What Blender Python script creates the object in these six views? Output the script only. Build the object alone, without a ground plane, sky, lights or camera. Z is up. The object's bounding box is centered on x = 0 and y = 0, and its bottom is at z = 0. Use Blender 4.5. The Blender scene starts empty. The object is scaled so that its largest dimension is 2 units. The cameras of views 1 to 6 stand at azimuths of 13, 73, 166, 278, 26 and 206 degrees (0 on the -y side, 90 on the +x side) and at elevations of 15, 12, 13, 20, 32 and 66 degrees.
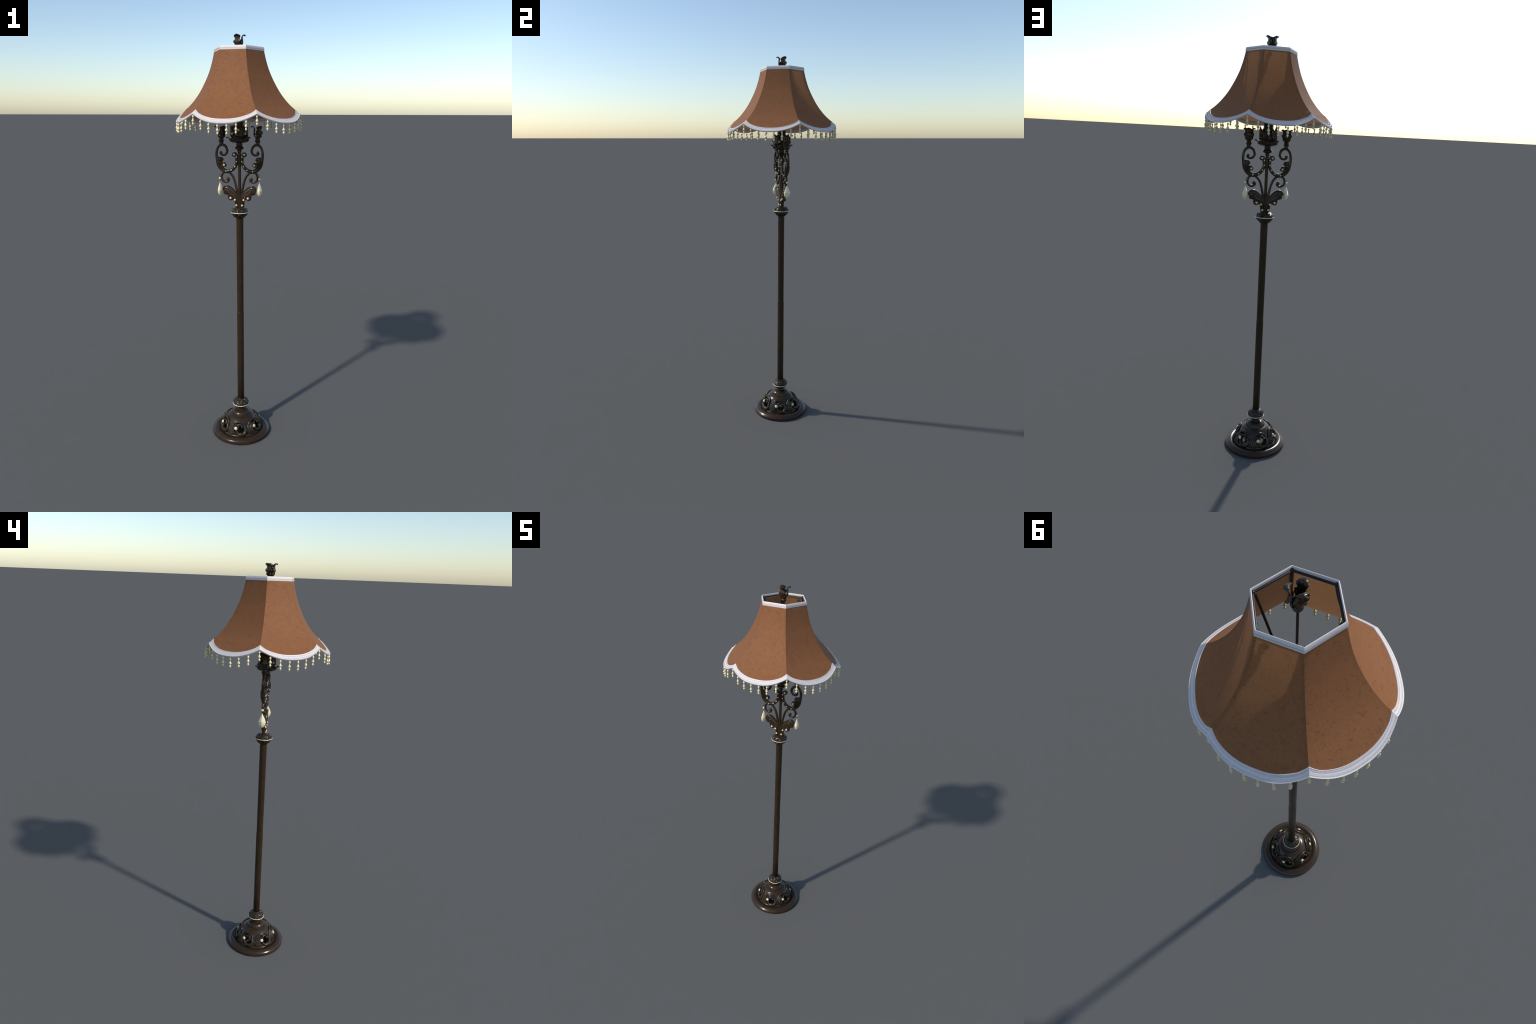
"""Bronze floor lamp: round pierced base, reeded pole, scrolled two-arm candelabrum,
six-sided bell shade with scalloped braid, bead fringe and a leaf finial."""
import bpy, math, random
import numpy as np
from mathutils import noise as mnoise, Vector, Matrix

random.seed(7)
PI = math.pi
COS30 = math.cos(PI / 6)

# ------------------------------------------------------------------ materials

def new_material(name):
    m = bpy.data.materials.new(name)
    m.use_nodes = True
    nt = m.node_tree
    return m, nt, nt.nodes["Principled BSDF"], nt.nodes["Material Output"]


def node(nt, kind, **settings):
    n = nt.nodes.new(kind)
    for k, v in settings.items():
        if k in n.inputs:
            n.inputs[k].default_value = v
        else:
            setattr(n, k, v)
    return n


def ramp(nt, fac, stops):
    r = nt.nodes.new("ShaderNodeValToRGB")
    els = r.color_ramp.elements
    while len(els) < len(stops):
        els.new(0.5)
    for e, (p, c) in zip(els, stops):
        e.position, e.color = p, (c[0], c[1], c[2], 1.0)
    nt.links.new(fac, r.inputs["Fac"])
    return r.outputs["Color"]


def bronze_material(name, dark, light, rough, metallic, bump=0.15):
    m, nt, b, _ = new_material(name)
    tc = node(nt, "ShaderNodeTexCoord")
    n1 = node(nt, "ShaderNodeTexNoise", Scale=38.0, Detail=4.0, Roughness=0.6)
    n2 = node(nt, "ShaderNodeTexNoise", Scale=420.0, Detail=2.0)
    for n in (n1, n2):
        nt.links.new(tc.outputs["Object"], n.inputs["Vector"])
    nt.links.new(ramp(nt, n1.outputs["Fac"], [(0.32, dark), (0.7, light)]), b.inputs["Base Color"])
    b.inputs["Metallic"].default_value = metallic
    b.inputs["Specular IOR Level"].default_value = 0.42
    rr = node(nt, "ShaderNodeMapRange")
    rr.inputs["To Min"].default_value = rough - 0.06
    rr.inputs["To Max"].default_value = rough + 0.08
    nt.links.new(n1.outputs["Fac"], rr.inputs["Value"])
    nt.links.new(rr.outputs["Result"], b.inputs["Roughness"])
    bp = node(nt, "ShaderNodeBump", Strength=bump, Distance=0.001)
    nt.links.new(n2.outputs["Fac"], bp.inputs["Height"])
    nt.links.new(bp.outputs["Normal"], b.inputs["Normal"])
    return m


def fabric_material():
    m, nt, b, out = new_material("rust_brocade_fabric")
    tc = node(nt, "ShaderNodeTexCoord")
    # scribbled vine lines = level lines of two warped noise fields
    lines = []
    for scale, dist, seed in ((34.0, 1.6, 0.0), (52.0, 1.2, 7.3)):
        mp = node(nt, "ShaderNodeMapping")
        mp.inputs["Location"].default_value = (seed, seed * 0.7, -seed)
        nt.links.new(tc.outputs["Object"], mp.inputs["Vector"])
        n = node(nt, "ShaderNodeTexNoise", Scale=scale, Detail=1.0, Distortion=dist)
        nt.links.new(mp.outputs["Vector"], n.inputs["Vector"])
        s = node(nt, "ShaderNodeMath", operation="SUBTRACT")
        nt.links.new(n.outputs["Fac"], s.inputs[0])
        s.inputs[1].default_value = 0.5
        a = node(nt, "ShaderNodeMath", operation="ABSOLUTE")
        nt.links.new(s.outputs[0], a.inputs[0])
        mr = node(nt, "ShaderNodeMapRange")
        mr.inputs["From Min"].default_value = 0.004
        mr.inputs["From Max"].default_value = 0.015
        nt.links.new(a.outputs[0], mr.inputs["Value"])
        # break the lines into short strokes
        g = node(nt, "ShaderNodeTexNoise", Scale=55.0, Detail=0.0)
        nt.links.new(mp.outputs["Vector"], g.inputs["Vector"])
        gr = node(nt, "ShaderNodeMapRange")
        gr.inputs["From Min"].default_value = 0.50
        gr.inputs["From Max"].default_value = 0.57
        nt.links.new(g.outputs["Fac"], gr.inputs["Value"])
        mx = node(nt, "ShaderNodeMath", operation="MAXIMUM")
        nt.links.new(mr.outputs["Result"], mx.inputs[0])
        nt.links.new(gr.outputs["Result"], mx.inputs[1])
        lines.append(mx.outputs[0])
    mn = node(nt, "ShaderNodeMath", operation="MINIMUM")
    nt.links.new(lines[0], mn.inputs[0])
    nt.links.new(lines[1], mn.inputs[1])
    weave = node(nt, "ShaderNodeTexNoise", Scale=260.0, Detail=2.0)
    nt.links.new(tc.outputs["Object"], weave.inputs["Vector"])
    base = ramp(nt, weave.outputs["Fac"], [(0.3, FABRIC_DARK), (0.7, FABRIC_LIGHT)])
    mix = node(nt, "ShaderNodeMix", data_type="RGBA")
    nt.links.new(mn.outputs[0], mix.inputs["Factor"])
    mix.inputs["A"].default_value = (*FABRIC_LINE, 1)
    nt.links.new(base, mix.inputs["B"])
    col = mix.outputs["Result"]
    nt.links.new(col, b.inputs["Base Color"])
    b.inputs["Roughness"].default_value = 0.65
    b.inputs["Specular IOR Level"].default_value = 0.22
    b.inputs["Sheen Weight"].default_value = 0.05
    b.inputs["Sheen Roughness"].default_value = 0.35
    h = node(nt, "ShaderNodeMath", operation="MULTIPLY_ADD")
    nt.links.new(weave.outputs["Fac"], h.inputs[0])
    h.inputs[1].default_value = 0.35
    nt.links.new(mn.outputs[0], h.inputs[2])
    bp = node(nt, "ShaderNodeBump", Strength=0.35, Distance=0.0012)
    nt.links.new(h.outputs[0], bp.inputs["Height"])
    nt.links.new(bp.outputs["Normal"], b.inputs["Normal"])
    tr = node(nt, "ShaderNodeBsdfTranslucent")
    tint = node(nt, "ShaderNodeMix", data_type="RGBA")
    tint.inputs["Factor"].default_value = 0.55
    nt.links.new(col, tint.inputs["A"])
    tint.inputs["B"].default_value = (0.34, 0.195, 0.095, 1)
    nt.links.new(tint.outputs["Result"], tr.inputs["Color"])
    ms = node(nt, "ShaderNodeMixShader")
    ms.inputs["Fac"].default_value = 0.29
    nt.links.new(b.outputs["BSDF"], ms.inputs[1])
    nt.links.new(tr.outputs["BSDF"], ms.inputs[2])
    nt.links.new(ms.outputs["Shader"], out.inputs["Surface"])
    return m


def braid_material():
    m, nt, b, _ = new_material("white_braid")
    tc = node(nt, "ShaderNodeTexCoord")
    n = node(nt, "ShaderNodeTexNoise", Scale=620.0, Detail=2.0)
    nt.links.new(tc.outputs["Object"], n.inputs["Vector"])
    nt.links.new(ramp(nt, n.outputs["Fac"], [(0.35, (0.66, 0.60, 0.575)), (0.62, (0.78, 0.715, 0.685))]), b.inputs["Base Color"])
    b.inputs["Roughness"].default_value = 0.48
    b.inputs["Specular IOR Level"].default_value = 0.35
    bp = node(nt, "ShaderNodeBump", Strength=0.2, Distance=0.0008)
    nt.links.new(n.outputs["Fac"], bp.inputs["Height"])
    nt.links.new(bp.outputs["Normal"], b.inputs["Normal"])
    return m


def cream_material(name, dark, light, rough, coat=0.5, trans=0.0):
    m, nt, b, _ = new_material(name)
    tc = node(nt, "ShaderNodeTexCoord")
    n = node(nt, "ShaderNodeTexNoise", Scale=160.0, Detail=2.0)
    nt.links.new(tc.outputs["Object"], n.inputs["Vector"])
    nt.links.new(ramp(nt, n.outputs["Fac"], [(0.35, dark), (0.65, light)]), b.inputs["Base Color"])
    b.inputs["Roughness"].default_value = rough
    b.inputs["Coat Weight"].default_value = coat
    b.inputs["Coat Roughness"].default_value = 0.1
    b.inputs["Transmission Weight"].default_value = trans
    return m


FABRIC_DARK, FABRIC_LIGHT, FABRIC_LINE = (0.316, 0.128, 0.050), (0.356, 0.147, 0.058), (0.232, 0.092, 0.036)
BRONZE = bronze_material("aged_bronze", (0.029, 0.0160, 0.0068), (0.037, 0.0215, 0.0095), 0.21, 0.05, 0.05)
BRONZE_DEEP = bronze_material("aged_bronze_pierced", (0.022, 0.0140, 0.0065), (0.032, 0.0210, 0.0105), 0.27, 0.05, 0.15)
WIRE = bronze_material("dark_wire", (0.012, 0.009, 0.006), (0.022, 0.016, 0.010), 0.40, 0.05)
THREAD = bronze_material("stitching_thread", (0.40, 0.35, 0.32), (0.52, 0.47, 0.44), 0.6, 0.0)
FABRIC = fabric_material()
BRAID = braid_material()
IVORY = cream_material("ivory_bead", (0.69, 0.58, 0.33), (0.82, 0.73, 0.47), 0.26)
PEARL = cream_material("pearl_stud", (0.70, 0.53, 0.29), (0.84, 0.68, 0.42), 0.25)
CRYSTAL = cream_material("champagne_crystal", (0.76, 0.64, 0.37), (0.88, 0.79, 0.53), 0.12, 1.0, 0.0)

# ------------------------------------------------------------------ geometry helpers

ROOT = bpy.data.objects.new("floor_lamp", None)
bpy.context.scene.collection.objects.link(ROOT)
ROOT["label"] = "tall bronze floor lamp with scalloped rust bell shade and beads"
ROOT["category"] = "floor lamp"


def empty(name, parent=ROOT):
    o = bpy.data.objects.new(name, None)
    bpy.context.scene.collection.objects.link(o)
    o.parent = parent
    return o


def mesh_of(name, parts, mat, angle=40):
    """parts: list of (verts Nx3, faces) joined into one mesh."""
    V, F, off = [], [], 0
    for v, f in parts:
        v = np.asarray(v, float)
        V.append(v)
        F += [tuple(i + off for i in q) for q in f]
        off += len(v)
    me = bpy.data.meshes.new(name)
    me.from_pydata(np.vstack(V).tolist(), [], F)
    me.materials.append(mat)
    me.shade_smooth()
    me.set_sharp_from_angle(angle=math.radians(angle))
    me.update()
    return me


def put(name, me, parent=ROOT, matrix=None):
    o = bpy.data.objects.new(name, me)
    bpy.context.scene.collection.objects.link(o)
    o.parent = parent
    if matrix is not None:
        o.matrix_local = matrix
    return o


def grid_faces(n, m, wrap_m=False, wrap_n=False, flip=False):
    F = []
    for i in range(n if wrap_n else n - 1):
        for j in range(m if wrap_m else m - 1):
            a, b = i * m + j, i * m + (j + 1) % m
            c, d = ((i + 1) % n) * m + (j + 1) % m, ((i + 1) % n) * m + j
            F.append((a, d, c, b) if flip else (a, b, c, d))
    return F


def smooth_path(pts, steps=8, closed=False):
    """Catmull-Rom through control rows (any number of columns)."""
    P = np.asarray(pts, float)
    n = len(P)
    out = []
    for i in range(n if closed else n - 1):
        if closed:
            p0, p1, p2, p3 = P[(i - 1) % n], P[i], P[(i + 1) % n], P[(i + 2) % n]
        else:
            p1, p2 = P[i], P[i + 1]
            p0 = P[i - 1] if i else 2 * p1 - p2
            p3 = P[i + 2] if i + 2 < n else 2 * p2 - p1
        for k in range(steps):
            t = k / steps
            out.append(0.5 * (2 * p1 + (p2 - p0) * t + (2 * p0 - 5 * p1 + 4 * p2 - p3) * t * t + (3 * p1 - p0 - 3 * p2 + p3) * t ** 3))
    if not closed:
        out.append(P[-1])
    return np.array(out)


def lathe(profile, seg=64, relief=None, closed=False):
    """Turn (r, z) rows round z. relief(angle, row_fraction, r, z) -> radial offset."""
    pr = np.asarray(profile, float)
    a = np.arange(seg) * 2 * PI / seg
    V = np.zeros((len(pr), seg, 3))
    for i, (r, z) in enumerate(pr):
        rr = np.full(seg, r)
        if relief is not None:
            rr = rr + np.array([relief(x, i / (len(pr) - 1), r, z) for x in a])
        V[i, :, 0], V[i, :, 1], V[i, :, 2] = rr * np.cos(a), rr * np.sin(a), z
    return V.reshape(-1, 3), grid_faces(len(pr), seg, wrap_m=True, wrap_n=closed)


def sweep(path, radius, seg=12, side=(0, 1, 0), aspect=1.0, ridges=0, ridge_depth=0.0, cap=True):
    """Round or oval bar along a path. side = direction of the oval's other axis; aspect = its size ratio."""
    P = np.asarray(path, float)
    n = len(P)
    R = np.broadcast_to(np.asarray(radius, float), (n,)) if np.ndim(radius) < 2 else radius
    A = np.broadcast_to(np.asarray(aspect, float), (n,))
    T = np.gradient(P, axis=0)
    T /= np.linalg.norm(T, axis=1)[:, None] + 1e-12
    S = np.broadcast_to(np.asarray(side, float), (n, 3))
    S = S - (S * T).sum(1)[:, None] * T
    S = S / (np.linalg.norm(S, axis=1)[:, None] + 1e-12)
    N = np.cross(T, S)
    th = np.arange(seg) * 2 * PI / seg
    V = []
    ends = 5 if cap else 0
    rows = []
    for k in range(ends):                      # rounded start
        q = (k + 0.02) / ends
        rows.append((0, math.sqrt(1 - (1 - q) ** 2), -(1 - q)))
    rows += [(i, 1.0, 0.0) for i in range(n)]
    for k in range(ends):
        q = 1 - (k + 0.98) / ends
        rows.append((n - 1, math.sqrt(max(0, 1 - (1 - q) ** 2)), (1 - q)))
    for i, s, d in rows:
        r = R[i] * s
        mod = 1 + ridge_depth * np.cos(ridges * th) if ridges else 1.0
        c = (np.cos(th) * mod)[:, None] * N[i] * r + (np.sin(th) * mod)[:, None] * S[i] * r * A[i]
        V.append(P[i] + T[i] * d * R[i] * 0.8 + c)
    m = len(rows)
    F = grid_faces(m, seg, wrap_m=True)
    F.append(tuple(range(seg - 1, -1, -1)))
    F.append(tuple((m - 1) * seg + j for j in range(seg)))
    return np.vstack(V), F


def xz(rows, y=0.0):
    return np.array([(r[0], y, r[1]) for r in rows])


def ball(center, rx, ry, rz, nu=16, nv=10):
    v, f = lathe([(math.sin(PI * (i + 0.02) / (nv + 0.04)), -math.cos(PI * i / nv)) for i in range(nv + 1)], nu)
    return v * np.array([rx, ry, rz]) + np.asarray(center), f


def rot_z(v, a):
    c, s = math.cos(a), math.sin(a)
    v = np.asarray(v, float)
    return np.stack([v[:, 0] * c - v[:, 1] * s, v[:, 0] * s + v[:, 1] * c, v[:, 2]], -1)


def mirror_x(part):
    v, f = part
    return np.asarray(v) * np.array([-1, 1, 1]), [tuple(reversed(q)) for q in f]


def dome_stud(r, h):
    """Flattened pearl, axis along +z, sitting at z=0."""
    prof = [(0.0001, -0.3 * h), (0.85 * r, -0.3 * h), (r, 0.0)]
    prof += [(r * math.cos(t), h * math.sin(t)) for t in np.linspace(0.15, PI / 2 - 0.02, 7)]
    return lathe(prof, 18)

# ------------------------------------------------------------------ base

DOME = smooth_path([(0.1045, 0.0275), (0.1000, 0.0300), (0.0970, 0.0400), (0.0925, 0.0550), (0.0865, 0.0690),
                    (0.0785, 0.0820), (0.0690, 0.0930), (0.0590, 0.0995), (0.0510, 0.1025)], 6)
base_profile = [(0.0005, 0.0), (0.1490, 0.0), (0.1515, 0.0010), (0.1523, 0.0040), (0.1523, 0.0100), (0.1518, 0.0122), (0.1502, 0.0135), (0.1488, 0.0140)]
base_profile += smooth_path([(0.1478, 0.0146), (0.1430, 0.0195), (0.1350, 0.0240), (0.1260, 0.0255), (0.1180, 0.0238), (0.1120, 0.0215), (0.1075, 0.0220), (0.1045, 0.0275)], 5).tolist()
base_profile += DOME[1:].tolist()
base_profile += [(0.0500, 0.1030), (0.0490, 0.1036), (0.0487, 0.1046)]
base_profile += smooth_path([(0.0484, 0.1058), (0.0465, 0.1125), (0.0420, 0.1185), (0.0350, 0.1232), (0.0275, 0.1256), (0.0220, 0.1266), (0.0195, 0.1278)], 5).tolist()
base_profile += [(0.0186, 0.1300), (0.0186, 0.1345)]
PHASE = math.radians(28.44)
seg_len = np.concatenate([[0], np.cumsum(np.linalg.norm(np.diff(DOME, axis=0), axis=1))])
zero = np.interp(0.0588, DOME[:, 1], seg_len)


def pierced(a, f, r, z):
    """Holes of the openwork: deep pits in the dome behind each scroll."""
    if not 0.031 < z < 0.1 or r < 0.05:
        return 0.0
    w = np.interp(z, DOME[:, 1], seg_len) - zero
    u = ((a - PHASE + PI / 6) % (PI / 3) - PI / 6) * 0.0925
    hole = 0.0
    for cu, cw, ru, rw in ((0.0255, -0.006, 0.0145, 0.0185), (0.010, 0.0235, 0.0175, 0.0062)):
        d = math.hypot((u - cu) / ru, (w - cw) / rw)
        hole = max(hole, min(1.0, max(0.0, (1.15 - d) / 0.22)))
    return hole


def pierced_shell():
    """Hollow cast shell: outer skin, inner skin a few mm in, holes cut through both, joined at the hole rims."""
    seg = 420
    v, f = lathe(base_profile[1:], seg)
    rows = len(v) // seg
    ring = v.reshape(rows, seg, 3)
    rad = np.hypot(ring[:, 0, 0], ring[:, 0, 1])
    keep = []
    hole_row = np.zeros((rows, seg), bool)
    for i in range(rows):
        for j in range(seg):
            hole_row[i, j] = pierced((j + 0.5) * 2 * PI / seg, 0, rad[i], ring[i, 0, 2]) > 0.5
    inner = v.copy()
    inner[:, :2] *= (1 - 0.0035 / np.maximum(np.hypot(v[:, 0], v[:, 1]), 0.006))[:, None]
    inner[:, 2] = np.maximum(v[:, 2] - 0.0015, 0.0)
    n = len(v)
    faces = []
    solid = lambda i, j: 0 <= i < rows - 1 and not hole_row[i, j % seg]
    for i in range(rows - 1):
        for j in range(seg):
            if hole_row[i, j]:
                continue
            a, b, c, d = i * seg + j, i * seg + (j + 1) % seg, (i + 1) * seg + (j + 1) % seg, (i + 1) * seg + j
            faces += [(a, b, c, d), (d + n, c + n, b + n, a + n)]
            if not solid(i, j + 1): faces.append((c, b, b + n, c + n))
            if not solid(i, j - 1): faces.append((a, d, d + n, a + n))
            if i and not solid(i - 1, j): faces.append((b, a, a + n, b + n))
            if i + 1 < rows - 1 and not solid(i + 1, j): faces.append((d, c, c + n, d + n))
    for j in range(seg):
        faces.append(((j + 1) % seg, j, j + n, (j + 1) % seg + n))
    return np.vstack([v, inner]), faces


base = put("base", mesh_of("base", [pierced_shell()], BRONZE, 34))

# arc length along the dome, measured from the height of the pearls


def on_dome(u, w, lift):
    """Local (u sideways, w up the slope, lift off the surface) -> xyz on the unit centred on +x."""
    s = np.clip(w + zero, seg_len[0] - 0.02, seg_len[-1])
    r, z = np.interp(s, seg_len, DOME[:, 0]), np.interp(s, seg_len, DOME[:, 1])
    r2, z2 = np.interp(s + 0.002, seg_len, DOME[:, 0]), np.interp(s + 0.002, seg_len, DOME[:, 1])
    t = np.array([r2 - r, z2 - z]); t = t / (np.linalg.norm(t) + 1e-9)
    if np.linalg.norm(t) < 0.5:
        t = np.array([-0.3, 0.95])
    nr, nz = t[1], -t[0]
    ang = u / 0.0925
    rr = r + nr * lift
    return np.array([rr * math.cos(ang), rr * math.sin(ang), z + nz * lift])


def scroll(rows, radius, lift=0.004, squash=0.8):
    """Bar laid on the dome through (u, w[, lift]) rows; tapers with the given radii."""
    c = smooth_path([(r[0], r[1], r[2] if len(r) > 2 else lift) for r in rows], 7)
    P = np.array([on_dome(*q) for q in c])
    rad = np.interp(np.linspace(0, 1, len(P)), np.linspace(0, 1, len(radius)), radius)
    nrm = np.array([on_dome(q[0], q[1], q[2] + 0.01) - on_dome(*q) for q in c])
    return sweep(P, rad, 12, nrm, squash)


ornament = [
    # big arch running over the top and curling in on the right
    scroll([(-0.024, 0.000), (-0.026, 0.014), (-0.018, 0.0270), (-0.002, 0.0340), (0.015, 0.0350), (0.032, 0.0310), (0.044, 0.0205),
            (0.0455, 0.009), (0.039, 0.003), (0.033, 0.008, 0.010)], [0.0030, 0.0048, 0.0054, 0.0054, 0.0052, 0.0052, 0.0052, 0.0046], 0.0024, 1.0),
    scroll([(-0.017, 0.006), (-0.0165, 0.017), (-0.007, 0.0260), (0.007, 0.0295), (0.022, 0.0280), (0.034, 0.0210)], [0.0016, 0.0026, 0.0028, 0.0018], 0.0050),
    # lower right C
    scroll([(0.004, -0.008), (0.0095, -0.021), (0.021, -0.0315), (0.0350, -0.0315), (0.0465, -0.0195), (0.0485, -0.004), (0.0445, 0.009)],
           [0.0040, 0.0068, 0.0092, 0.0096, 0.0080, 0.0050], 0.0060, 0.85),
    # inner hook
    scroll([(0.005, 0.003), (0.0075, 0.0125), (0.016, 0.0195), (0.027, 0.0185), (0.032, 0.010)], [0.0028, 0.0036, 0.0038, 0.0045], 0.0070),
    scroll([(0.0295, 0.008), (0.0345, 0.007)], [0.0054, 0.0054], 0.0090),
]
# striated shell on the left: nested curved ribs fanning out below the pearl
for k, wob in enumerate((0.0, 0.0012, -0.0008, 0.0006)):
    g = k / 3
    ornament.append(scroll([(-0.007 - 0.019 * g, 0.012 + 0.010 * g + wob), (-0.0120 - 0.0245 * g, 0.000 + 0.004 * g), (-0.0130 - 0.0260 * g, -0.012 - 0.002 * g),
                            (-0.009 - 0.0200 * g + wob, -0.0215 - 0.0090 * g), (0.000 - 0.009 * g, -0.0245 - 0.0135 * g + wob)],
                           [0.0022, 0.0046, 0.0062, 0.0060, 0.0036], 0.0085 - 0.0060 * g * g, 0.9))
shell_core = []
for i in range(7):
    for j in range(20):
        q, t = i / 6 * 0.98 + 0.02, j / 20 * 2 * PI
        u = -0.0195 + 0.0205 * q * math.cos(t) - 0.004 * q * math.sin(t)
        w = -0.0085 + 0.0280 * q * math.sin(t)
        shell_core.append(on_dome(u, w, 0.0060 * (1 - q ** 3) - 0.001))
ornament.append((np.array(shell_core), grid_faces(7, 20, wrap_m=True)))
# small knob above the pearl
kn, kf = ball((0, 0, 0), 0.0042, 0.0042, 0.0042, 12, 8)
ornament.append((kn + on_dome(-0.004, 0.0145, 0.008), kf))
ornament_mesh = mesh_of("scroll_ornament", ornament, BRONZE_DEEP, 60)
stud = mesh_of("base_pearl", [dome_stud(0.0088, 0.0058)], PEARL)
for k in range(6):
    put("scroll_ornament", ornament_mesh, base, Matrix.Rotation(PHASE + k * PI / 3, 4, "Z"))
    p0, p1 = on_dome(0, 0, 0.0085), on_dome(0, 0, 0.02)
    q = Vector((0, 0, 1)).rotation_difference(Vector(p1 - p0)).to_matrix().to_4x4()
    put("pearl", stud, base, Matrix.Rotation(PHASE + k * PI / 3, 4, "Z") @ Matrix.Translation(p0) @ q)

# ------------------------------------------------------------------ collars and pole

def filigree(seed):
    """Cast openwork: rounded knots parted by deep pits."""
    def relief(a, f, r, z):
        if r < 0.0215 or r > 0.0411:
            return 0.0
        p = Vector((math.cos(a) * 2.3, math.sin(a) * 2.3, z * 90 + seed))
        d, _ = mnoise.voronoi(p)
        pit = max(0.0, 1 - d[0] * 2.1)
        vein = min(1.0, (d[1] - d[0]) * 2.2)
        return 0.0020 * vein - 0.0105 * pit ** 0.8 - 0.0002
    return relief


def collar(name, profile, ring_z, ring_r, seed):
    c = put(name, mesh_of(name, [lathe(smooth_path(profile, 12), 240, filigree(seed))], BRONZE_DEEP, 60))
    t = np.linspace(0, 2 * PI, 10, endpoint=False)
    put("ivory_ring", mesh_of("ivory_ring", [lathe([(ring_r + 0.0019 * math.cos(x), ring_z + 0.0019 * math.sin(x)) for x in t], 96, closed=True)], IVORY), c)
    return c


collar("collar", [(0.0188, 0.1335), (0.0200, 0.1355), (0.0240, 0.1385), (0.0310, 0.1435), (0.0375, 0.1500), (0.0412, 0.1562), (0.0416, 0.1590),
                        (0.0412, 0.1625), (0.0397, 0.1710), (0.0350, 0.1790), (0.0280, 0.1852), (0.0225, 0.1880), (0.0210, 0.1885), (0.0205, 0.1905), (0.0190, 0.1915), (0.0150, 0.1915)],
       0.1588, 0.0417, 3.1)
collar("collar", [(0.0150, 1.1625), (0.0185, 1.1628), (0.0200, 1.1650), (0.0240, 1.1690), (0.0310, 1.1752), (0.0375, 1.1830), (0.0410, 1.1900), (0.0416, 1.1930),
                        (0.0412, 1.1965), (0.0392, 1.2035), (0.0350, 1.2105), (0.0290, 1.2155), (0.0225, 1.2180), (0.0100, 1.2190), (0.0005, 1.2192)],
       1.1932, 0.0413, 8.4)


def reeds(count, depth):
    return lambda a, f, r, z: depth * (abs(math.cos(count * a / 2)) ** 0.7 - 1.0) if 0.0135 < r else 0.0


pole = empty("pole")
put("reeded_tube", mesh_of("reeded_tube", [lathe([(0.0160, 0.186), (0.0175, 0.187), (0.0175, 0.42), (0.0174, 0.671), (0.0172, 0.6738)], 192, reeds(14, 0.0013)),
                                           lathe([(0.0158, 0.6732), (0.0172, 0.6742), (0.0172, 0.6758), (0.0164, 0.6766), (0.0150, 0.6766)], 96)], BRONZE, 60), pole)
put("plain_tube", mesh_of("plain_tube", [lathe([(0.0165, 0.676), (0.0166, 0.70), (0.0170, 0.92), (0.0175, 1.14), (0.0175, 1.166)], 192, reeds(12, 0.0005))], BRONZE, 60), pole)

# ------------------------------------------------------------------ scrolled arms

S_CURVE = [(0.0235, 1.4765), (0.0175, 1.4720), (0.0142, 1.4600), (0.0130, 1.4420), (0.0155, 1.4255), (0.0225, 1.4120), (0.0335, 1.4000), (0.0480, 1.3922),
           (0.0650, 1.3893), (0.0805, 1.3935), (0.0940, 1.4040), (0.1040, 1.4170), (0.1085, 1.4315), (0.1105, 1.4460), (0.1123, 1.4620),
           (0.1127, 1.4795), (0.1092, 1.4950), (0.1005, 1.5078), (0.0885, 1.5145), (0.0760, 1.5128), (0.0655, 1.5048), (0.0600, 1.4920),
           (0.0612, 1.4800), (0.0692, 1.4692), (0.0800, 1.4668), (0.0895, 1.4700), (0.0925, 1.4770), (0.0905, 1.4815)]
S_RAD = [0.0050, 0.0072, 0.0077, 0.0078, 0.0080, 0.0082, 0.0084, 0.0086, 0.0088, 0.0086, 0.0078, 0.0070, 0.0068, 0.0067, 0.0066,
         0.0065, 0.0063, 0.0062, 0.0062, 0.0063, 0.0064, 0.0063, 0.0060, 0.0056, 0.0052, 0.0052, 0.0054, 0.0054]
STEM = [(0.0050, 1.2180), (0.0065, 1.2450), (0.0088, 1.2710), (0.0143, 1.3040), (0.0226, 1.3410), (0.0325, 1.3660), (0.0480, 1.3825), (0.0640, 1.3868),
        (0.0790, 1.3832), (0.0872, 1.3720), (0.0880, 1.3590), (0.0825, 1.3455), (0.0695, 1.3388), (0.0570, 1.3420), (0.0522, 1.3500), (0.0545, 1.3550)]
STEM_RAD = [0.0056, 0.0057, 0.0058, 0.0060, 0.0060, 0.0059, 0.0058, 0.0058, 0.0057, 0.0057, 0.0056, 0.0055, 0.0053, 0.0051, 0.0050, 0.0052]


def bar(rows, radii, aspect=1.0, steps=7, **k):
    c = smooth_path([(r[0], r[1], q) for r, q in zip(rows, radii)], steps)
    return sweep(xz(c[:, :2]), c[:, 2], 14, (0, 1, 0), aspect, **k)


def disc(x, z, r, half_depth):
    """Rounded boss with its axis along y."""
    prof = [(0.0003, -half_depth), (0.72 * r, -half_depth), (0.92 * r, -0.8 * half_depth), (r, -0.3 * half_depth), (r, 0.3 * half_depth),
            (0.92 * r, 0.8 * half_depth), (0.72 * r, half_depth), (0.0003, half_depth)]
    v, f = lathe(prof, 28)
    return np.stack([v[:, 0] + x, v[:, 2], v[:, 1] + z], -1), [tuple(reversed(q)) for q in f]


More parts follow.
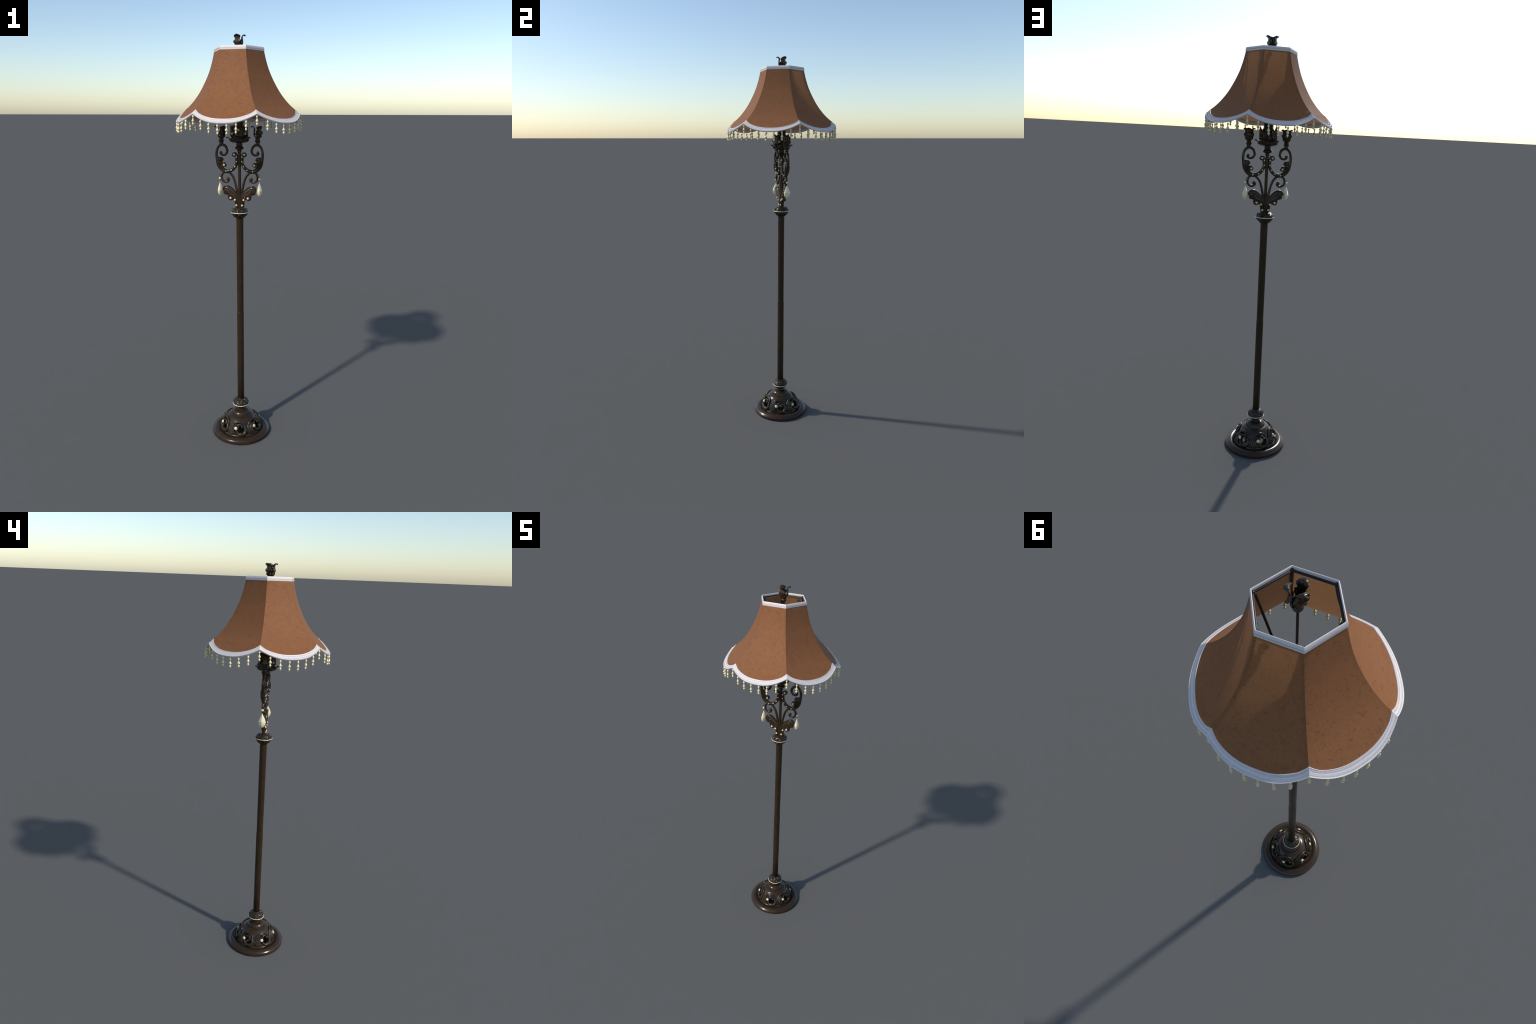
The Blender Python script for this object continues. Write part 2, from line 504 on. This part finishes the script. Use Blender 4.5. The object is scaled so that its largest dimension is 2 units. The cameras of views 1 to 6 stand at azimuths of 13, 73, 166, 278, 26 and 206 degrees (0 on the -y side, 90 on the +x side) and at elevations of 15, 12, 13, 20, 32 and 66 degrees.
def pillow(edge_a, edge_b, depth, veins=3, vein_depth=0.12, steps=7, nq=17):
    """Puffed cast leaf lofted between two edge curves in the xz plane, veined lengthwise."""
    A, B = smooth_path(edge_a, steps), smooth_path(edge_b, steps)
    n = len(A)
    V = []
    for i in range(n):
        g = i / (n - 1)
        d = np.interp(g, np.linspace(0, 1, len(depth)), depth)
        for k in range(2 * nq):
            th = PI * 2 * k / (2 * nq)
            q = math.cos(th)
            pt = A[i] * (1 + q) / 2 + B[i] * (1 - q) / 2
            y = d * math.copysign(abs(math.sin(th)) ** 0.7, math.sin(th)) * (1 + vein_depth * math.cos(veins * PI * q))
            V.append((pt[0], y, pt[1]))
    F = grid_faces(n, 2 * nq, wrap_m=True)
    F.append(tuple(range(2 * nq - 1, -1, -1)))
    F.append(tuple((n - 1) * 2 * nq + j for j in range(2 * nq)))
    return np.array(V), F


# acanthus sheath filling the inside of the outer bend
sheath = [pillow([(0.0760, 1.3885), (0.0930, 1.3975), (0.1030, 1.4080), (0.1090, 1.4200), (0.1125, 1.4340), (0.1130, 1.4440), (0.1122, 1.4510), (0.1105, 1.4555), (0.1075, 1.4580), (0.1030, 1.4590)],
                 [(0.0680, 1.3975), (0.0800, 1.4060), (0.0845, 1.4150), (0.0850, 1.4250), (0.0815, 1.4310), (0.0830, 1.4375), (0.0775, 1.4440), (0.0790, 1.4495), (0.0870, 1.4560), (0.0975, 1.4590)],
                 [0.0070, 0.0095, 0.0112, 0.0110, 0.0098, 0.0050], 4, 0.16)]
sheath.append(bar([(0.0990, 1.4150), (0.1005, 1.4340), (0.0965, 1.4480), (0.0880, 1.4530), (0.0800, 1.4480)], [0.0040, 0.0055, 0.0055, 0.0048, 0.0026], 1.9, 7))
curl = [bar([(0.0680, 1.3960), (0.0800, 1.4040), (0.0840, 1.4160), (0.0800, 1.4270), (0.0715, 1.4280), (0.0665, 1.4215)], [0.0040, 0.0050, 0.0052, 0.0046, 0.0040, 0.0034], 1.6, 6),
        disc(0.0735, 1.4200, 0.0102, 0.0092)]

# lower spreading leaf: hooded, with hanging lobes
leaf = [pillow([(0.0040, 1.2175), (0.0050, 1.2450), (0.0075, 1.2680), (0.0125, 1.2825), (0.0225, 1.2975), (0.0350, 1.3100), (0.0500, 1.3195), (0.0645, 1.3230), (0.0775, 1.3183), (0.0835, 1.3080)],
               [(0.0215, 1.2173), (0.0225, 1.2277), (0.0250, 1.2455), (0.0300, 1.2548), (0.0400, 1.2500), (0.0522, 1.2515), (0.0580, 1.2630), (0.0580, 1.2735), (0.0668, 1.2770), (0.0770, 1.2800)],
               [0.0088, 0.0090, 0.0090, 0.0088, 0.0090, 0.0092, 0.0088, 0.0075, 0.0055], 4, 0.16),
        bar([(0.0090, 1.2690), (0.0200, 1.2905), (0.0330, 1.3060), (0.0490, 1.3170), (0.0640, 1.3203), (0.0760, 1.3155), (0.0812, 1.3060), (0.0790, 1.2960)], [0.0026, 0.0032, 0.0036, 0.0038, 0.0040, 0.0040, 0.0036, 0.0026], 2.4, 7),
        bar([(0.0300, 1.2840), (0.0450, 1.2960), (0.0600, 1.2990), (0.0700, 1.2930)], [0.0030, 0.0042, 0.0044, 0.0026], 2.3, 7),
        disc(0.0435, 1.2610, 0.0110, 0.0098)]

arm_parts = [bar(S_CURVE, S_RAD, 1.04), disc(0.0250, 1.4695, 0.0118, 0.0082), disc(0.0900, 1.4790, 0.0070, 0.0070)]
stem_parts = [bar(STEM, STEM_RAD, 1.05), ball((0.0570, 0, 1.3540), 0.0090, 0.0082, 0.0090)]
meshes = {}
for nm, parts in (("scroll_bar", arm_parts), ("acanthus_sheath", sheath + curl), ("stem", stem_parts), ("spreading_leaf", leaf)):
    meshes[nm] = (mesh_of(nm, parts, BRONZE, 60), mesh_of(nm, [mirror_x(p) for p in parts], BRONZE, 60))

small_stud, mid_stud, big_stud = (mesh_of("pearl_stud", [dome_stud(r, h)], PEARL) for r, h in ((0.0036, 0.0030), (0.0052, 0.0040), (0.0054, 0.0042)))
STUDS = [(0.0248, 1.4693, 0.0080, mid_stud), (0.0138, 1.4585, 0.0079, small_stud), (0.0130, 1.4365, 0.0081, small_stud), (0.0213, 1.4138, 0.0084, small_stud),
         (0.0388, 1.3972, 0.0086, small_stud), (0.0660, 1.3915, 0.0090, small_stud), (0.0738, 1.4197, 0.0090, mid_stud),
         (0.0430, 1.2620, 0.0096, big_stud), (0.0215, 1.2540, 0.0094, mid_stud), (0.0142, 1.2275, 0.0096, mid_stud)]

# candle cup turnings under the leaf cups
turning = lathe(smooth_path([(0.0070, 1.5140), (0.0095, 1.5180), (0.0098, 1.5225), (0.0100, 1.5270), (0.0135, 1.5300), (0.0142, 1.5325), (0.0120, 1.5350),
                             (0.0112, 1.5370), (0.0120, 1.5395), (0.0114, 1.5425), (0.0098, 1.5445), (0.0094, 1.5480), (0.0005, 1.5485)], 4), 40)


def leaf_blade(angle, height=0.058, flip=1.0):
    """One acanthus petal: narrow foot, two pairs of side lobes, waisted, tip rolled outward."""
    nu, nv = 15, 33
    width = smooth_path([(0.00, 0.0100), (0.10, 0.0150), (0.18, 0.0185), (0.24, 0.0150), (0.28, 0.0160), (0.35, 0.0200), (0.43, 0.0218), (0.50, 0.0195), (0.57, 0.0125),
                         (0.64, 0.0118), (0.76, 0.0155), (0.85, 0.0150), (0.94, 0.0090), (1.00, 0.0010)], 8)
    spine = smooth_path([(0.0075, 0.0), (0.0120, 0.10), (0.0165, 0.24), (0.0185, 0.42), (0.0180, 0.60), (0.0165, 0.78), (0.0178, 0.92), (0.0225, 1.0),
                         (0.0272, 0.985), (0.0300, 0.950)], 8)
    L = np.concatenate([[0], np.cumsum(np.linalg.norm(np.diff(spine * [1, height], axis=0), axis=1))]); L /= L[-1]
    layers = []
    for off in (0.0014, -0.0014):
        V = np.zeros((nv, nu, 3))
        for i in range(nv):
            s = i / (nv - 1)
            w = np.interp(s, width[:, 0], width[:, 1])
            r = np.interp(s, L, spine[:, 0]); z = np.interp(s, L, spine[:, 1]) * height
            for j in range(nu):
                q = 2 * j / (nu - 1) - 1
                cup = math.radians(50) * (1 - 0.75 * max(0, s - 0.55) / 0.45)
                rad = max(w, 0.004) / max(cup, 0.2)
                a = q * cup
                lat = rad * math.sin(a)
                inn = rad * (1 - math.cos(a)) * (1.0 if s < 0.6 else 0.6)
                lobe_out = 0.0034 * abs(q) ** 2 * math.exp(-((s - 0.44) / 0.09) ** 2) + 0.0028 * abs(q) ** 2 * math.exp(-((s - 0.18) / 0.07) ** 2)
                vein = 0.0007 * math.cos(q * PI * 3)
                V[i, j] = (r - inn + lobe_out * 2 + vein + off, lat * flip, z - 0.0045 * q * q * min(1.0, max(0.0, (s - 0.60) / 0.25)))
        layers.append(V.reshape(-1, 3))
    F = grid_faces(nv, nu)
    n = nv * nu
    F2 = [tuple(reversed([i + n for i in q])) for q in F]
    rim = [(0, j) for j in range(nu)] + [(i, nu - 1) for i in range(1, nv)] + [(nv - 1, j) for j in range(nu - 2, -1, -1)] + [(i, 0) for i in range(nv - 2, 0, -1)]
    rim = [i * nu + j for i, j in rim]
    side = [(rim[(k + 1) % len(rim)], rim[k], rim[k] + n, rim[(k + 1) % len(rim)] + n) for k in range(len(rim))]
    return rot_z(np.vstack(layers), angle), F + F2 + side


petal_mesh = mesh_of("petal", [leaf_blade(0.0)], BRONZE, 60)
turning_mesh = mesh_of("candle_cup", [turning], BRONZE, 40)

gem_top, gem_bottom = 1.3410, 1.2700


def faceted_drop():
    """Flattened almond crystal: broad face on +-x, cut in flat facets."""
    rows = [(0.0, 0.02), (0.10, 0.20), (0.36, 0.72), (0.58, 1.0), (0.76, 0.92), (0.91, 0.55), (1.0, 0.04)]
    V, seg = [], 12
    for t, w in rows:
        for k in range(seg):
            a = 2 * PI * k / seg
            V.append((0.0134 * w * math.cos(a) * (1 - 0.15 * abs(math.sin(2 * a))), 0.0182 * w * math.sin(a), -t * (gem_top - gem_bottom)))
    F = grid_faces(len(rows), seg, wrap_m=True, flip=True)
    return np.array(V), F


gem_mesh = mesh_of("crystal_drop", [faceted_drop()], CRYSTAL, 14)
bead_mesh = mesh_of("pendant_bead", [ball((0, 0, 0), 0.0060, 0.0072, 0.0062)], IVORY)
hook_mesh = mesh_of("pendant_wire", [sweep([(0.0042 * math.cos(t), 0, 0.0080 * math.sin(t)) for t in np.linspace(0, 2 * PI, 25)], 0.0006, 6, cap=False),
                                     sweep([(0, 0, -0.006), (0, 0, -0.033)], 0.0006, 6)], WIRE)

for side in (0, 1):
    sg = 1 if side == 0 else -1
    arm = empty("arm")
    for nm in ("scroll_bar", "acanthus_sheath", "stem", "spreading_leaf"):
        put(nm, meshes[nm][side], arm)
    for x, z, y, me in STUDS:
        for front in (-1, 1):
            put("pearl", me, arm, Matrix.Translation((sg * x, front * y, z)) @ Matrix.Rotation(-front * PI / 2, 4, "X"))
    cup = put("candle_cup", turning_mesh, ROOT, Matrix.Translation((sg * 0.0885, 0, 0)))
    for a in (193, 313, 73):
        put("petal", petal_mesh, cup, Matrix.Translation((0, 0, 1.5440)) @ Matrix.Rotation(math.radians(a), 4, "Z"))
    pend = empty("pendant")
    pend.location = (sg * 0.0975, 0, 0)
    put("pendant_wire", hook_mesh, pend, Matrix.Translation((-sg * 0.003, 0, 1.3690)))
    put("pendant_bead", bead_mesh, pend, Matrix.Translation((0, 0, 1.3555)))
    put("crystal_drop", gem_mesh, pend, Matrix.Translation((0, 0, gem_top)) @ Matrix.Rotation(math.radians(6 * sg), 4, "Z"))

# ------------------------------------------------------------------ centre column

centre = put("turned_column", mesh_of("turned_column", [
    lathe(smooth_path([(0.0073, 1.2150), (0.0073, 1.4760), (0.0085, 1.4800), (0.0112, 1.4830), (0.0112, 1.4865), (0.0095, 1.4890), (0.0120, 1.4915), (0.0190, 1.4955),
                       (0.0226, 1.4995), (0.0230, 1.5012), (0.0205, 1.5055), (0.0165, 1.5090), (0.0145, 1.5115), (0.0150, 1.5150), (0.0158, 1.5190), (0.0150, 1.5225),
                       (0.0180, 1.5250)], 5), 56)], BRONZE, 50))


def bowl_sheet(off):
    """Five-lobed drip bowl; lobes end in rolled-out tips, with scooped notches between."""
    nu, nv = 150, 26
    V = np.zeros((nv, nu, 3))
    for j in range(nu):
        a = 2 * PI * j / nu
        lobe = 0.5 + 0.5 * math.cos(5 * (a - math.radians(-19)))
        tip = lobe ** 2.2
        wall = lobe ** 0.8
        prof = smooth_path([(0.012, 1.5225), (0.024, 1.5240), (0.036, 1.5275), (0.0425 + 0.002 * tip, 1.5315), (0.0448 + 0.0020 * wall, 1.5350 + 0.0035 * wall),
                            (0.0455 + 0.0045 * tip, 1.5370 + 0.0070 * wall + 0.0030 * tip), (0.0455 + 0.0100 * tip, 1.5380 + 0.0085 * wall + 0.0035 * tip), (0.0452 + 0.0170 * tip, 1.5384 + 0.0085 * wall + 0.0010 * tip)], 4)
        idx = np.linspace(0, len(prof) - 1, nv)
        r = np.interp(idx, range(len(prof)), prof[:, 0]); z = np.interp(idx, range(len(prof)), prof[:, 1])
        r = r * (1 - 0.02 * math.cos(15 * a))
        V[:, j, 0], V[:, j, 1], V[:, j, 2] = r * math.cos(a), r * math.sin(a), z + off
    return V.reshape(-1, 3), nu, nv


b0, nu, nv = bowl_sheet(0.0)
b1, _, _ = bowl_sheet(0.0026)
n = nu * nv
bowl_faces = grid_faces(nv, nu, wrap_m=True) + [tuple(reversed([i + n for i in q])) for q in grid_faces(nv, nu, wrap_m=True)]
bowl_faces += [((nv - 1) * nu + j, (nv - 1) * nu + (j + 1) % nu, n + (nv - 1) * nu + (j + 1) % nu, n + (nv - 1) * nu + j) for j in range(nu)]
put("drip_bowl", mesh_of("drip_bowl", [(np.vstack([b0, b1]), bowl_faces)], BRONZE, 60), centre)

# gallery: rings, arches and scrolls bent round a cylinder
GR = 0.0398


def wrap(rows, radius, aspect=0.8):
    c = smooth_path(rows, 7)
    a = c[:, 0] / GR
    rr = GR + (c[:, 2] if c.shape[1] > 2 else 0)
    P = np.stack([rr * np.cos(a), rr * np.sin(a), c[:, 1]], -1)
    side = np.stack([np.cos(a), np.sin(a), 0 * a], -1)
    rad = np.interp(np.linspace(0, 1, len(P)), np.linspace(0, 1, len(radius)), radius)
    return sweep(P, rad, 10, side, aspect)


gallery = [lathe([(0.030, 1.5300), (0.0372, 1.5310), (0.0372, 1.5420), (0.0395, 1.5435), (0.0395, 1.5470), (0.0375, 1.5480), (0.0375, 1.5515), (0.0392, 1.5525), (0.0392, 1.5560),
                  (0.0375, 1.5575), (0.0310, 1.5575), (0.0310, 1.5500)], 72)]
unit = [
    # inverted U strap
    wrap([(-0.0115, 1.5565), (-0.0120, 1.5750), (-0.0105, 1.5930), (0.0, 1.6010), (0.0105, 1.5930), (0.0120, 1.5750), (0.0115, 1.5565)], [0.0050, 0.0048, 0.0044, 0.0046, 0.0044, 0.0048, 0.0050], 0.6),
    wrap([(-0.0010, 1.5560), (-0.0070, 1.5620), (-0.0075, 1.5720), (0.0, 1.5800), (0.0060, 1.5750), (0.0055, 1.5660), (0.0000, 1.5590)], [0.0044, 0.0046, 0.0046, 0.0052, 0.0046, 0.0044], 0.6),
    wrap([(0.0230, 1.5580), (0.0160, 1.5600), (0.0150, 1.5700), (0.0220, 1.5790), (0.0320, 1.5780), (0.0370, 1.5680), (0.0330, 1.5600)], [0.0044, 0.0048, 0.0050, 0.0054, 0.0050, 0.0046], 0.6),
    wrap([(0.0180, 1.5790), (0.0200, 1.5910), (0.0270, 1.5995), (0.0350, 1.5980), (0.0380, 1.5900), (0.0370, 1.5800)], [0.0046, 0.0046, 0.0044, 0.0042, 0.0040], 0.6),
    wrap([(0.0260, 1.5600), (0.0275, 1.5700), (0.0260, 1.5850)], [0.0060, 0.0062, 0.0045], 0.5),
]
for k in range(4):
    for v, f in unit:
        gallery.append((rot_z(v, math.radians(-80 + 90 * k)), f))
put("gallery", mesh_of("gallery", gallery, BRONZE_DEEP, 60), centre)
for a, z in ((-80, 1.5845), (-34, 1.5675), (-128, 1.5675)):
    put("pearl", mid_stud, centre, Matrix.Rotation(math.radians(a), 4, "Z") @ Matrix.Translation((0.0425, 0, z)) @ Matrix.Rotation(PI / 2, 4, "Y"))
put("candle_tube", mesh_of("candle_tube", [lathe([(0.0229, 1.5400), (0.0229, 1.6480), (0.0222, 1.6510), (0.0190, 1.6520), (0.0060, 1.6530), (0.0035, 1.6540), (0.0035, 1.9300)], 96, lambda a, f, r, z: -0.0006 * abs(math.sin(9 * a)) if r > 0.02 else 0.0)], BRONZE, 50), centre)

# ------------------------------------------------------------------ shade

CORNER = smooth_path([(1.9440, 0.1130), (1.9277, 0.1160), (1.9035, 0.1217), (1.8774, 0.1290), (1.8400, 0.1420), (1.7950, 0.1637), (1.7500, 0.1905),
                      (1.7120, 0.2205), (1.6880, 0.2445), (1.6730, 0.2630), (1.6553, 0.2838), (1.6175, 0.3354), (1.6000, 0.3620)], 8)[::-1]


def corner_radius(z):
    return np.interp(z, CORNER[:, 0], CORNER[:, 1])


R_CUSP, Z_CUSP, Z_LOW, Z_CUSP_TOP, Z_LOW_TOP, SCALLOP = 0.2838, 1.6553, 1.6175, 1.6731, 1.6345, 2.4


def edge_z(t, top=False):
    lo, cu = (Z_LOW_TOP, Z_CUSP_TOP) if top else (Z_LOW, Z_CUSP)
    return lo + (cu - lo) * np.abs(t) ** SCALLOP


PUFF = 0.0008          # panels belly out slightly between the ribs


def panel_point(t, z, out=0.0):
    """t across the panel (-1..1), height z, lifted outwards; panel centred on +x."""
    R = corner_radius(z)
    half = np.minimum(R, R_CUSP) / 2
    dR = (corner_radius(z + 0.003) - corner_radius(z - 0.003)) / 0.006 * COS30
    k = 1 / np.sqrt(1 + dR * dR)
    lat = t * (half + out * k * np.tan(PI / 6))
    out = out + PUFF * (1 - t * t) * np.clip((z - 1.60) / 0.06, 0, 1) * np.clip((1.944 - z) / 0.03, 0, 1)
    return np.stack([R * COS30 + out * k, lat, z - out * k * dR], -1)


def panel_sheet(out, z0, z1, nt, nz):
    """Sheet between the two height functions of t."""
    t = np.linspace(-1, 1, nt)
    rows = []
    for s in np.linspace(0, 1, nz):
        rows.append(panel_point(t, z0(t) * (1 - s) + z1(t) * s, out))
    return np.array(rows).reshape(-1, 3)


NT, NZ = 49, 60
top_z = lambda t: 1.940 + 0 * t
fabric_v = panel_sheet(0.0008, top_z, lambda t: edge_z(t, True) * 0.9 + edge_z(t) * 0.1, NT, NZ)
panel_mesh = mesh_of("shade_panel", [(fabric_v, grid_faces(NZ, NT, flip=True))], FABRIC, 70)

# scalloped braid: closed section swept along the scallop, piping at both edges, two shallow grooves
SECTION = [(0.00, 0.0005), (0.00, 0.0028), (0.03, 0.0042), (0.08, 0.0040), (0.12, 0.0029), (0.20, 0.0032), (0.30, 0.0034), (0.38, 0.0027), (0.46, 0.0033), (0.54, 0.0033), (0.62, 0.0027),
           (0.70, 0.0034), (0.80, 0.0032), (0.88, 0.0029), (0.92, 0.0040), (0.97, 0.0042), (1.00, 0.0028), (1.00, -0.0020), (0.96, -0.0028), (0.50, -0.0024), (0.04, -0.0028), (0.00, -0.0020)]
tt = np.linspace(-1, 1, 61)
braid = []
for s, o in SECTION:
    z = edge_z(tt, True) * (1 - s) + edge_z(tt) * s
    braid.append(panel_point(tt, z, o - 0.0018))
braid_mesh = mesh_of("scalloped_braid", [(np.array(braid).reshape(-1, 3), grid_faces(len(SECTION), len(tt), wrap_n=True, flip=True))], BRAID, 60)

# zigzag stitching laid on the braid
stitches = []
zt = np.linspace(-0.985, 0.985, 150)
for mid in (0.27, 0.73):
    sfrac = mid + 0.085 * np.where(np.arange(150) % 2 == 0, 1.0, -1.0)
    stitches.append(sweep(panel_point(zt, edge_z(zt, True) * (1 - sfrac) + edge_z(zt) * sfrac, 0.0014), 0.00042, 5, (1, 0, 0)))
stitch_mesh = mesh_of("zigzag_stitching", stitches, THREAD, 80)
BAND = smooth_path([(0.1172, 1.9265), (0.1184, 1.9292), (0.1174, 1.9360), (0.1158, 1.9420), (0.1141, 1.9444), (0.1124, 1.9438), (0.1116, 1.9400), (0.1122, 1.9330), (0.1134, 1.9285), (0.1152, 1.9262)], 4, closed=True)
band_v = []
for R, z in BAND:
    lat = np.linspace(-R / 2, R / 2, 13)
    band_v.append(np.stack([np.full(13, R * COS30), lat, np.full(13, z)], -1))
band_mesh = mesh_of("rim_band", [(np.array(band_v).reshape(-1, 3), grid_faces(len(BAND), 13, wrap_n=True, flip=True))], BRAID, 60)

bt = np.linspace(-1, 1, 46)
bz = 1.9345 + np.where(np.arange(46) % 2 == 0, 0.0022, -0.0022)
band_stitch_mesh = mesh_of("zigzag_stitching", [sweep(np.stack([0 * bt + 0.1182 * COS30, bt * 0.0580, bz], -1), 0.00045, 5, (1, 0, 0))], THREAD, 80)

# wire rib in each corner and ring wire along the top
rz = np.linspace(1.936, 1.672, 44)
rib_slope = (corner_radius(rz + 0.003) - corner_radius(rz - 0.003)) / 0.006 * COS30
rib_inset = 0.0056 * np.sqrt(1 + rib_slope ** 2)
rib_mesh = mesh_of("frame_rib", [sweep(np.stack([corner_radius(rz) - rib_inset, 0 * rz, rz], -1), 0.0047, 10)], WIRE)
ring_mesh = mesh_of("frame_ring", [sweep([(0.1090 * COS30, -0.0545, 1.9335), (0.1090 * COS30, 0.0545, 1.9335)], 0.0030, 8, (1, 0, 0))], WIRE)

# fringe bead strand
BEAD = [(0.0005, 0.0), (0.0010, -0.001), (0.0012, -0.004), (0.0032, -0.006), (0.0046, -0.0100), (0.0044, -0.0130), (0.0026, -0.0165), (0.0023, -0.0195), (0.0032, -0.0240),
        (0.0052, -0.0285), (0.0063, -0.0325), (0.0054, -0.0362), (0.0034, -0.0385), (0.0028, -0.0410), (0.0040, -0.0440), (0.0050, -0.0475), (0.0044, -0.0505), (0.0022, -0.0530), (0.0012, -0.0560), (0.0004, -0.0575)]
strand_mesh = mesh_of("bead_strand", [lathe(smooth_path(BEAD, 3)[::-1] * [1.0, 0.83], 16)], IVORY)

shade = empty("lampshade")
frame = empty("shade_frame")
for k in range(6):
    rot = Matrix.Rotation(PI / 6 + k * PI / 3, 4, "Z")
    put("shade_panel", panel_mesh, shade, rot)
    put("scalloped_braid", braid_mesh, shade, rot)
    put("zigzag_stitching", stitch_mesh, shade, rot)["kind"] = "stuff"
    put("zigzag_stitching", band_stitch_mesh, shade, rot)["kind"] = "stuff"
    put("rim_band", band_mesh, shade, rot)
    put("frame_ring", ring_mesh, frame, rot)
    put("frame_rib", rib_mesh, frame, Matrix.Rotation(k * PI / 3, 4, "Z"))
    for j in range(7):
        t = -1 + 2 * j / 7
        z = edge_z(np.array([t]))
        p = panel_point(np.array([t]), z, -0.0015)[0] * [0.992, 0.992, 1.0]
        sway = Matrix.Rotation(random.uniform(-0.04, 0.04), 4, "X") @ Matrix.Rotation(random.uniform(-0.04, 0.04), 4, "Y") @ Matrix.Rotation(random.uniform(0, 6.28), 4, "Z")
        put("bead_strand", strand_mesh, shade, rot @ Matrix.Translation((p[0], p[1], p[2] - 0.0005)) @ sway)

strut = [sweep([(sg * 0.1030, 0, 1.9330), (sg * 0.0210, 0, 1.6470)], 0.0034, 10) for sg in (1, -1)]
put("carrier_strut", mesh_of("carrier_strut", strut, WIRE), frame)

# ------------------------------------------------------------------ finial

finial = put("finial", mesh_of("finial", [lathe(smooth_path([(0.0035, 1.9250), (0.0060, 1.9262), (0.0098, 1.9300), (0.0128, 1.9345), (0.0134, 1.9375), (0.0120, 1.9400), (0.0126, 1.9420),
                                                              (0.0100, 1.9445), (0.0080, 1.9470), (0.0005, 1.9475)], 4), 40)], BRONZE, 50))
for a in (20, 140, 260):
    put("petal", petal_mesh, finial, Matrix.Translation((0, 0, 1.9420)) @ Matrix.Rotation(math.radians(a), 4, "Z"))
